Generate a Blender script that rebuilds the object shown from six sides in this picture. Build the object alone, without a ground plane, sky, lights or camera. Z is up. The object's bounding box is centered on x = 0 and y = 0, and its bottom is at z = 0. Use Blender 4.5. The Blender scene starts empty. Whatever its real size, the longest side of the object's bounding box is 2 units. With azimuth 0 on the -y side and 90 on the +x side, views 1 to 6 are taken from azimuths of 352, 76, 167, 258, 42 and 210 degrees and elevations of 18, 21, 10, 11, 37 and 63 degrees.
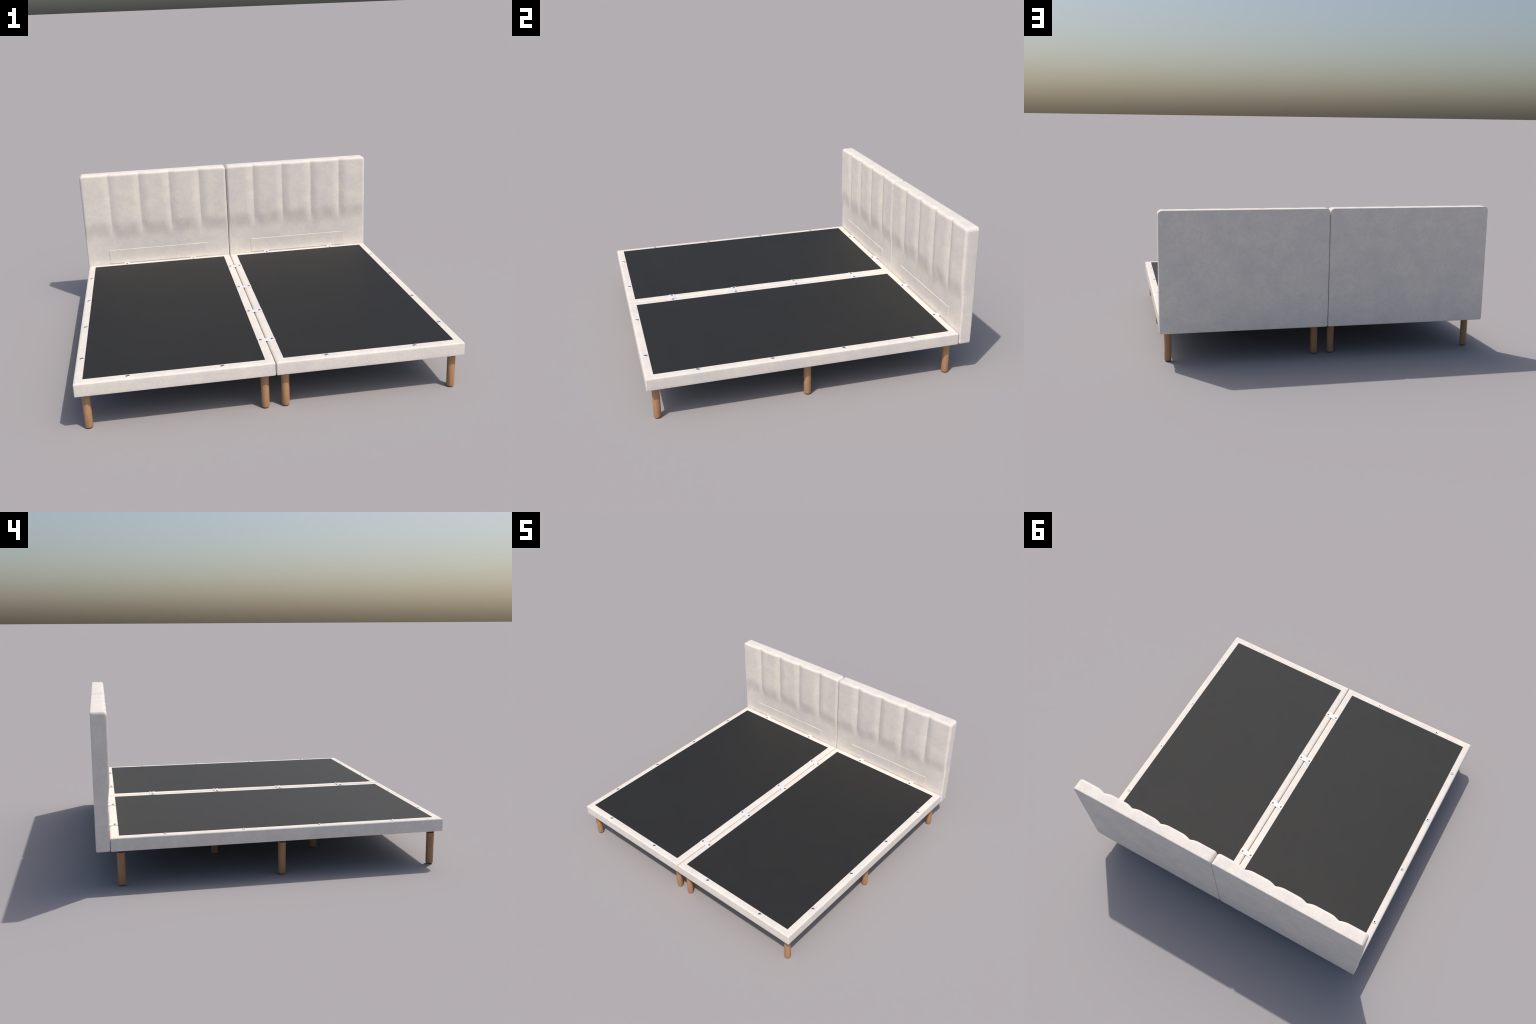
"""Upholstered double bed: two linked bed bases with dark platform panels,
two channel-tufted headboards, round wooden legs, linking plates and snap buttons."""
import bpy
import math
from mathutils import Vector, noise

# ------------------------------------------------------------------ sizes (metres)
BASE_IN, BASE_OUT = 0.0023, 0.9955          # |x| of one bed base
BASE_FOOT, BASE_HEAD = -0.9400, 0.8670      # y of one bed base
BASE_LOW, BASE_TOP = 0.1950, 0.2660         # z of one bed base
PANEL_TOP = 0.2676
PANEL = (0.0472, 0.9507, -0.8938, 0.8215)   # |x| from, to; y from, to
HEAD_IN, HEAD_OUT = 0.0016, 1.0000          # |x| of one headboard
HEAD_LOW, HEAD_TOP = 0.1955, 0.9088
HEAD_BACK, HEAD_FRONT = 0.9400, 0.8697      # y of back, y of plain lower front
SEAM_STEP, SEAM_MID = 0.2073, 0.5010        # tufting seams at mid +-0.5, +-1.5 steps
LEG_RADIUS = 0.0211
BASE_MID_X = (BASE_IN + BASE_OUT) / 2
BASE_MID_Y = (BASE_FOOT + BASE_HEAD) / 2

scene = bpy.context.scene
collection = scene.collection


# ------------------------------------------------------------------ material helpers
def new_material(name):
    mat = bpy.data.materials.new(name)
    mat.use_nodes = True
    tree = mat.node_tree
    tree.nodes.clear()
    out = tree.nodes.new("ShaderNodeOutputMaterial")
    bsdf = tree.nodes.new("ShaderNodeBsdfPrincipled")
    tree.links.new(bsdf.outputs[0], out.inputs[0])
    return mat, tree, bsdf


def noise_node(tree, vector, scale, detail=4.0, rough=0.55, distortion=0.0):
    n = tree.nodes.new("ShaderNodeTexNoise")
    n.inputs["Scale"].default_value = scale
    n.inputs["Detail"].default_value = detail
    n.inputs["Roughness"].default_value = rough
    n.inputs["Distortion"].default_value = distortion
    tree.links.new(vector, n.inputs["Vector"])
    return n.outputs["Fac"]


def ramp_node(tree, fac, stops):
    r = tree.nodes.new("ShaderNodeValToRGB")
    el = r.color_ramp.elements
    while len(el) < len(stops):
        el.new(0.5)
    for e, (pos, col) in zip(el, stops):
        e.position = pos
        e.color = (*col, 1.0)
    tree.links.new(fac, r.inputs[0])
    return r.outputs[0]


def mix_node(tree, kind, fac, a, b):
    m = tree.nodes.new("ShaderNodeMix")
    m.data_type = "RGBA"
    m.blend_type = kind
    m.clamp_result = False
    if isinstance(fac, float):
        m.inputs[0].default_value = fac
    else:
        tree.links.new(fac, m.inputs[0])
    tree.links.new(a, m.inputs[6])
    tree.links.new(b, m.inputs[7])
    return m.outputs[2]


def bump_node(tree, height, strength, distance, bsdf):
    b = tree.nodes.new("ShaderNodeBump")
    b.inputs["Strength"].default_value = strength
    b.inputs["Distance"].default_value = distance
    tree.links.new(height, b.inputs["Height"])
    tree.links.new(b.outputs[0], bsdf.inputs["Normal"])


def object_coords(tree, scale=(1, 1, 1), shift=(0, 0, 0)):
    c = tree.nodes.new("ShaderNodeTexCoord")
    m = tree.nodes.new("ShaderNodeMapping")
    m.inputs["Scale"].default_value = scale
    m.inputs["Location"].default_value = shift
    tree.links.new(c.outputs["Object"], m.inputs[0])
    return m.outputs[0]


# ------------------------------------------------------------------ materials
def make_fabric():
    """Cream suede-like upholstery: soft warm and cool clouds, fine nap."""
    mat, tree, bsdf = new_material("cream_suede")
    vec = object_coords(tree, shift=(3.1, 1.7, 0.4))
    clouds = noise_node(tree, vec, 12.0, 6.0, 0.68, 0.3)
    base = ramp_node(tree, clouds, ((0.36, (0.792, 0.733, 0.686)),
                                    (0.50, (0.820, 0.758, 0.696)),
                                    (0.64, (0.858, 0.797, 0.708))))
    broad = ramp_node(tree, noise_node(tree, vec, 4.5, 3.0, 0.55, 0.5),
                      ((0.38, (0.972, 0.972, 0.980)), (0.60, (1.022, 1.018, 1.000))))
    base = mix_node(tree, "MULTIPLY", 1.0, base, broad)
    patches = noise_node(tree, vec, 62.0, 4.0, 0.65, 0.1)
    speck = ramp_node(tree, patches, ((0.33, (0.950, 0.954, 0.952)),
                                      (0.50, (1.0, 1.0, 1.0)),
                                      (0.68, (1.035, 1.030, 1.005))))
    colour = mix_node(tree, "MULTIPLY", 1.0, base, speck)
    nap = noise_node(tree, vec, 420.0, 2.0, 0.6)
    grain = ramp_node(tree, nap, ((0.3, (0.97, 0.97, 0.97)), (0.7, (1.02, 1.02, 1.02))))
    colour = mix_node(tree, "MULTIPLY", 1.0, colour, grain)
    tree.links.new(colour, bsdf.inputs["Base Color"])
    bsdf.inputs["Roughness"].default_value = 0.85
    bsdf.inputs["Specular IOR Level"].default_value = 0.25
    bump_node(tree, nap, 0.12, 0.002, bsdf)
    return mat


def make_panel():
    """Dark grey non-woven platform cover, almost plain."""
    mat, tree, bsdf = new_material("dark_grey_cover")
    vec = object_coords(tree)
    cloud = noise_node(tree, vec, 5.0, 3.0)
    col = ramp_node(tree, cloud, ((0.3, (0.0186, 0.0182, 0.0172)), (0.7, (0.0204, 0.0200, 0.0189))))
    tree.links.new(col, bsdf.inputs["Base Color"])
    bsdf.inputs["Roughness"].default_value = 0.71
    bsdf.inputs["Specular IOR Level"].default_value = 0.45
    weave = noise_node(tree, vec, 900.0, 1.0)
    bump_node(tree, weave, 0.05, 0.001, bsdf)
    return mat


def make_wood():
    """Warm light brown beech with fine upright grain."""
    mat, tree, bsdf = new_material("warm_beech_wood")
    info = tree.nodes.new("ShaderNodeObjectInfo")
    vec0 = object_coords(tree, scale=(1.0, 1.0, 0.09))
    add = tree.nodes.new("ShaderNodeVectorMath")
    add.operation = "MULTIPLY_ADD"
    tree.links.new(info.outputs["Random"], add.inputs[0])
    add.inputs[1].default_value = (7.0, 5.0, 3.0)
    tree.links.new(vec0, add.inputs[2])
    vec = add.outputs[0]
    broad = noise_node(tree, vec, 60.0, 3.0, 0.5, 0.6)
    col = ramp_node(tree, broad, ((0.3, (0.408, 0.220, 0.112)),
                                  (0.5, (0.452, 0.248, 0.129)),
                                  (0.7, (0.492, 0.274, 0.141))))
    fine = noise_node(tree, vec, 420.0, 2.0, 0.6)
    pores = ramp_node(tree, fine, ((0.32, (0.90, 0.88, 0.86)), (0.55, (1.0, 1.0, 1.0)), (0.75, (1.04, 1.04, 1.03))))
    col = mix_node(tree, "MULTIPLY", 1.0, col, pores)
    tree.links.new(col, bsdf.inputs["Base Color"])
    bsdf.inputs["Roughness"].default_value = 0.6
    bsdf.inputs["Specular IOR Level"].default_value = 0.3
    bump_node(tree, fine, 0.08, 0.001, bsdf)
    return mat


def make_plain(name, colour, roughness, metallic=0.0, specular=0.5, grain=60.0, spread=0.04):
    mat, tree, bsdf = new_material(name)
    vec = object_coords(tree)
    fac = noise_node(tree, vec, grain, 2.0)
    lo = tuple(c * (1 - spread) for c in colour)
    hi = tuple(min(1.0, c * (1 + spread)) for c in colour)
    tree.links.new(ramp_node(tree, fac, ((0.3, lo), (0.7, hi))), bsdf.inputs["Base Color"])
    bsdf.inputs["Roughness"].default_value = roughness
    bsdf.inputs["Metallic"].default_value = metallic
    bsdf.inputs["Specular IOR Level"].default_value = specular
    return mat


FABRIC = make_fabric()
COVER = make_panel()
WOOD = make_wood()
UNDER = make_plain("black_dust_cloth", (0.02, 0.02, 0.021), 0.9)
RUBBER = make_plain("black_plastic", (0.018, 0.018, 0.02), 0.55)
PLATE = make_plain("white_lacquered_plate", (0.83, 0.83, 0.86), 0.35)
BRASS = make_plain("brass_screw", (0.39, 0.26, 0.14), 0.52, metallic=0.85)
CHROME = make_plain("polished_nickel", (0.90, 0.90, 0.91), 0.32, metallic=0.85)
SOCKET = make_plain("dark_socket", (0.006, 0.006, 0.007), 0.9, specular=0.05)  # near-black, low gloss: shadow of a deep hole painted onto the shallow floor


# ------------------------------------------------------------------ mesh helpers
def mesh_object(name, verts, faces, material, parent=None, smooth=True, sharp_angle=None):
    me = bpy.data.meshes.new(name)
    me.from_pydata(verts, [], faces)
    me.validate()
    me.update()
    mats = material if isinstance(material, (list, tuple)) else [material]
    for m in mats:
        me.materials.append(m)
    if smooth:
        me.polygons.foreach_set("use_smooth", [True] * len(me.polygons))
        if sharp_angle is not None:
            me.set_sharp_from_angle(angle=sharp_angle)
    ob = bpy.data.objects.new(name, me)
    collection.objects.link(ob)
    ob.parent = parent
    return ob


def copy_of(ob, location, parent=None, turn=0.0):
    c = ob.copy()
    collection.objects.link(c)
    c.location = location
    c.rotation_euler = (0, 0, turn)
    c.parent = parent if parent is not None else ob.parent
    for child in ob.children:
        k = child.copy()
        collection.objects.link(k)
        k.parent = c
    return c


def graded(lo, hi, edge, step, marks=(), reach=0.0, fine=0.004):
    """Sample positions lo..hi: dense cosine steps inside `edge` of both ends,
    `fine` steps within `reach` of every mark, `step` elsewhere."""
    pts = set()
    n = 9
    for i in range(n + 1):
        t = edge * (1 - math.cos(math.pi / 2 * i / n))
        pts.add(round(lo + t, 6))
        pts.add(round(hi - t, 6))
    a, b = lo + edge, hi - edge
    count = max(1, int((b - a) / step))
    pts.update(round(a + (b - a) * i / count, 6) for i in range(1, count))
    for m in marks:
        k = int(reach / fine)
        pts.update(round(m + i * fine, 6) for i in range(-k, k + 1) if a < m + i * fine < b)
    pts = sorted(pts)
    keep = [pts[0]]
    for p in pts[1:]:
        if p - keep[-1] > 2e-4:
            keep.append(p)
    keep[-1] = pts[-1]
    exact = [m for m in marks if a < m < b]
    return [min(exact, key=lambda m: abs(m - p)) if exact and min(abs(m - p) for m in exact) < 1e-3 else p for p in keep]


def slab(us, vs, corner, face_roll, rear_roll, face_height, rear_height, place):
    """Upholstered slab. (u, v) run over the face; `corner(u_side, v_side)` gives the
    outline radius at each corner; the face lies at w = face_height(u, v) and the rear
    at w = rear_height(u, v), both rolled over an elliptical edge (width, drop)
    towards the outline."""
    u0, u1, v0, v1 = us[0], us[-1], vs[0], vs[-1]

    def to_outline(u, v):
        su, sv = (1 if u > (u0 + u1) / 2 else -1), (1 if v > (v0 + v1) / 2 else -1)
        r = corner(su, sv)
        cu, cv = (u1 - r if su > 0 else u0 + r), (v1 - r if sv > 0 else v0 + r)
        a, b = (u - cu) * su, (v - cv) * sv
        if a > 0 and b > 0:
            m, n = max(a, b), math.hypot(a, b)
            return cu + su * a * m / n, cv + sv * b * m / n, r - m
        return u, v, min(min(u - u0, u1 - u), min(v - v0, v1 - v))

    def roll(d, size):
        width, drop = size
        return drop * (1 - math.sqrt(max(0.0, 1 - (1 - d / width) ** 2))) if d < width else 0.0

    nu, nv = len(us), len(vs)
    verts, faces = [], []
    for side in (0, 1):
        for v in vs:
            for u in us:
                x, y, d = to_outline(u, v)
                if side == 0:
                    w = face_height(x, y) - roll(d, face_roll(x, y))
                else:
                    w = rear_height(x, y) + roll(d, rear_roll(x, y))
                verts.append(place(x, y, w))
    off = nu * nv
    for j in range(nv - 1):
        for i in range(nu - 1):
            a = j * nu + i
            faces.append((a, a + 1, a + 1 + nu, a + nu))
            faces.append((off + a + nu, off + a + 1 + nu, off + a + 1, off + a))
    rim = ([i for i in range(nu)] + [j * nu + nu - 1 for j in range(1, nv)]
           + [(nv - 1) * nu + i for i in range(nu - 2, -1, -1)] + [j * nu for j in range(nv - 2, 0, -1)])
    rings, cuts = [rim], 4
    for c in range(1, cuts):
        ring = []
        for k in rim:
            p, q = Vector(verts[k]), Vector(verts[off + k])
            ring.append(len(verts))
            verts.append(tuple(p.lerp(q, c / cuts)))
        rings.append(ring)
    rings.append([off + k for k in rim])
    n = len(rim)
    for ra, rb in zip(rings, rings[1:]):
        for k in range(n):
            faces.append((ra[k], rb[k], rb[(k + 1) % n], ra[(k + 1) % n]))
    return verts, faces


def flipped(faces):
    return [tuple(reversed(f)) for f in faces]


def lathe(profile, segments=32):
    """Turn (radius, z) pairs about the z axis; radius 0 ends close the shape."""
    verts, faces, rows = [], [], []
    for r, z in profile:
        if r < 1e-7:
            rows.append([len(verts)] * segments)
            verts.append((0, 0, z))
        else:
            rows.append(list(range(len(verts), len(verts) + segments)))
            verts += [(r * math.cos(2 * math.pi * k / segments), r * math.sin(2 * math.pi * k / segments), z)
                      for k in range(segments)]
    for a, b in zip(rows, rows[1:]):
        for k in range(segments):
            q = [a[k], a[(k + 1) % segments], b[(k + 1) % segments], b[k]]
            q = [i for n, i in enumerate(q) if i not in q[:n]]
            if len(q) > 2:
                faces.append(tuple(q))
    return verts, faces


def chamfered_box(lo, hi, c):
    """Box with small 45-degree chamfers round its top edges."""
    (x0, y0, z0), (x1, y1, z1) = lo, hi
    verts = []
    for z, k in ((z0, 0.0), (z1 - c, 0.0), (z1, c)):
        verts += [(x0 + k, y0 + k, z), (x1 - k, y0 + k, z), (x1 - k, y1 - k, z), (x0 + k, y1 - k, z)]
    faces = [(3, 2, 1, 0), (8, 9, 10, 11)]
    for r in (0, 4):
        faces += [(r + k, r + (k + 1) % 4, r + 4 + (k + 1) % 4, r + 4 + k) for k in range(4)]
    return verts, faces


def smoothstep(a, b, x):
    t = min(1.0, max(0.0, (x - a) / (b - a)))
    return t * t * (3 - 2 * t)


# ------------------------------------------------------------------ the bed
bed = bpy.data.objects.new("double_bed", None)
bed["label"] = "cream upholstered split double bed with tufted headboards and round wooden legs"
bed["category"] = "bed"
collection.objects.link(bed)


# ---- headboards
def tuft(x, z, seed):
    """How far the cushioned upper front stands out from the plain lower front."""
    ax = abs(x)
    seams = [SEAM_MID + SEAM_STEP * k for k in (-1.5, -0.5, 0.5, 1.5)]
    s = min(abs(ax - m) for m in seams)
    wob = 0.020 * noise.noise(Vector((x * 7.0 + seed, 0.3, 1.7))) + 0.012 * noise.noise(Vector((x * 21.0, seed, 0.9)))
    rise = smoothstep(0.442, 0.572, z + wob)
    reach = 0.062
    lobe = 1 - (1 - min(1.0, s / reach)) ** 2
    crest = 0.0118 + 0.0003 * math.exp(-((z - 0.60) / 0.09) ** 2)
    pull = 0.0016 * math.exp(-(s / 0.028) ** 2) * smoothstep(0.46, 0.54, z)
    ripple = 0.0007 * noise.noise(Vector((x * 9.0, z * 7.0, seed))) * smoothstep(0.40, 0.50, z)
    return rise * (lobe * crest) - pull + ripple


def build_headboard(sign, name):
    lo, hi = sorted((sign * HEAD_IN, sign * HEAD_OUT))
    seams = [sign * (SEAM_MID + SEAM_STEP * k) for k in (-1.5, -0.5, 0.5, 1.5)]
    us = graded(lo, hi, 0.024, 0.02, seams, 0.06, 0.004)
    vs = graded(HEAD_LOW, HEAD_TOP, 0.024, 0.014, (0.51,), 0.06, 0.006)
    verts, faces = slab(
        us, vs,
        corner=lambda su, sv: 0.024 if sv > 0 else 0.010,
        face_roll=lambda x, z: (0.0085 + 0.0095 * smoothstep(0.44, 0.56, z),) * 2,
        rear_roll=lambda x, z: (0.008 - 0.003 * smoothstep(0.20, 0.30, z),) * 2,
        face_height=lambda x, z: -HEAD_FRONT + tuft(x, z, 4.0 + 3.0 * sign),
        rear_height=lambda x, z: -HEAD_BACK,
        place=lambda x, z, w: (x, -w, z))
    ob = mesh_object(name, verts, faces, FABRIC, bed)
    # raised rectangular patch low on the front
    p0, p1 = sorted((sign * 0.1575, sign * 0.8482))
    pv, pf = chamfered_box((p0, 0.2695, 0.0), (p1, 0.3668, 0.0034), 0.0008)
    pv = [(x, HEAD_FRONT + 0.0010 - w, z) for x, z, w in pv]
    mesh_object("fabric_patch", pv, pf, FABRIC, ob, smooth=False)
    return ob


build_headboard(1, "headboard")
build_headboard(-1, "headboard")


# ---- bed bases with platform panels
def build_base(sign):
    lo, hi = sorted((sign * BASE_IN, sign * BASE_OUT))
    us = graded(lo, hi, 0.015, 0.02)
    vs = graded(BASE_FOOT, BASE_HEAD, 0.015, 0.02)

    def soft(x, y):
        return 0.0006 * noise.noise(Vector((x * 7.0, y * 7.0, 2.0)))

    verts, faces = slab(
        us, vs,
        corner=lambda su, sv: 0.006,
        face_roll=lambda x, y: (0.015, 0.0075), rear_roll=lambda x, y: (0.003, 0.003),
        face_height=lambda x, y: BASE_TOP + soft(x, y),
        rear_height=lambda x, y: BASE_LOW,
        place=lambda x, y, w: (x, y, w))
    base = mesh_object("bed_base", verts, faces, FABRIC, bed)
    x0, x1 = sorted((sign * PANEL[0], sign * PANEL[1]))
    pv, pf = chamfered_box((x0, PANEL[2], BASE_TOP - 0.004), (x1, PANEL[3], PANEL_TOP), 0.0006)
    mesh_object("platform_panel", pv, pf, COVER, base, smooth=False)
    uv, uf = chamfered_box((x0, PANEL[2], BASE_LOW - 0.0015), (x1, PANEL[3], BASE_LOW + 0.004), 0.0005)
    mesh_object("dust_cover", uv, uf, UNDER, base, smooth=False)
    return base


bases = {1: build_base(1), -1: build_base(-1)}

# ---- legs: round wooden post, black collar above, black glide below
lv, lf = lathe([(0.0, 0.0025), (0.0174, 0.0025), (0.0190, 0.0031), (0.0200, 0.0045), (0.0205, 0.0070),
                (0.0207, 0.014), (LEG_RADIUS, 0.1770), (LEG_RADIUS - 0.0006, 0.1778), (0.0, 0.1778)], 40)
leg = mesh_object("leg", lv, lf, WOOD, bed, sharp_angle=math.radians(50))
cv, cf = lathe([(0.0, 0.1772), (0.0204, 0.1772), (0.0207, 0.1779), (0.0207, 0.1975), (0.0, 0.1975)], 40)
mesh_object("collar", cv, cf, RUBBER, leg, sharp_angle=math.radians(50))
gv, gf = lathe([(0.0, 0.0), (0.0155, 0.0), (0.0168, 0.0008), (0.0170, 0.0030), (0.0, 0.0030)], 40)
mesh_object("glide", gv, gf, RUBBER, leg, sharp_angle=math.radians(50))

HALF_X, HALF_Y = 0.4463, 0.8525
spots = [(dx, dy) for dx in (-HALF_X, HALF_X) for dy in (-HALF_Y, 0.0, HALF_Y)] + [(0.0, -0.300), (0.0, 0.300)]
first = True
for sign in (1, -1):
    for dx, dy in spots:
        at = (sign * BASE_MID_X + dx, BASE_MID_Y + dy, 0.0)
        turn = 2.399 * (dx * 9 + dy * 5 + sign)
        if first:
            leg.location, leg.rotation_euler = at, (0, 0, turn)
            first = False
        else:
            copy_of(leg, at, bed, turn)

# ---- plates with brass screws
ROWS = [-0.6573, -0.2428, 0.1722, 0.5855]      # y of linking plates and side snap buttons
COLUMNS = [0.2655, 0.7322]                     # |x| of headboard plates and foot snap buttons

sv, sf = lathe([(0.0074, -0.001), (0.0074, 0.0008), (0.0070, 0.0020), (0.0058, 0.0032), (0.0038, 0.0041),
                (0.0016, 0.0045), (0.0, 0.0046)], 24)
screw_mesh_holder = mesh_object("screw", sv, sf, BRASS, None)
screw_mesh = screw_mesh_holder.data
bpy.data.objects.remove(screw_mesh_holder)

PLATE_LOW, PLATE_TOP = BASE_TOP + 0.0004, BASE_TOP + 0.0030


def add_screw(parent, x, y):
    s = bpy.data.objects.new("screw", screw_mesh)
    collection.objects.link(s)
    s.parent = parent
    s.location = (x, y, PLATE_TOP)
    s.rotation_euler = (0, 0, 1.7 * x + 3.1 * y)


pv, pf = chamfered_box((-0.0471, -0.0166, PLATE_LOW), (0.0471, 0.0166, PLATE_TOP), 0.0005)
link_plate = mesh_object("linking_plate", pv, pf, PLATE, bed, smooth=False)
for sx in (-0.0318, 0.0318):
    add_screw(link_plate, sx, 0.0)
link_plate.location = (0, ROWS[0], 0)
for y in ROWS[1:]:
    copy_of(link_plate, (0, y, 0), bed)

pv, pf = chamfered_box((-0.0185, -0.0150, PLATE_LOW), (0.0185, 0.0322, PLATE_TOP), 0.0005)
head_plate = mesh_object("headboard_plate", pv, pf, PLATE, bed, smooth=False)
add_screw(head_plate, 0.0, 0.0)
head_plate.location = (COLUMNS[0], 0.8372, 0)
for x in (COLUMNS[1], -COLUMNS[0], -COLUMNS[1]):
    copy_of(head_plate, (x, 0.8372, 0), bed)

# ---- snap buttons: domed nickel ring with a dark socket in the middle
bv, bf = lathe([(0.0112, -0.0006), (0.0116, 0.0006), (0.0112, 0.0018), (0.0100, 0.0028), (0.0080, 0.0035),
                (0.0065, 0.0037), (0.0054, 0.0034), (0.0049, 0.0026), (0.0047, 0.0010), (0.0, 0.0008)], 28)
button = mesh_object("snap_button", bv, bf, [CHROME, SOCKET], bed)
for p in button.data.polygons:
    if max(math.hypot(*button.data.vertices[i].co[:2]) for i in p.vertices) < 0.0051:
        p.material_index = 1
places = [(s * 0.9662, y) for s in (1, -1) for y in ROWS] + [(s * x, -0.9108) for s in (1, -1) for x in COLUMNS]
for k, (x, y) in enumerate(places):
    at = (x, y, BASE_TOP)
    if k == 0:
        button.location = at
    else:
        copy_of(button, at, bed, 0.9 * k)
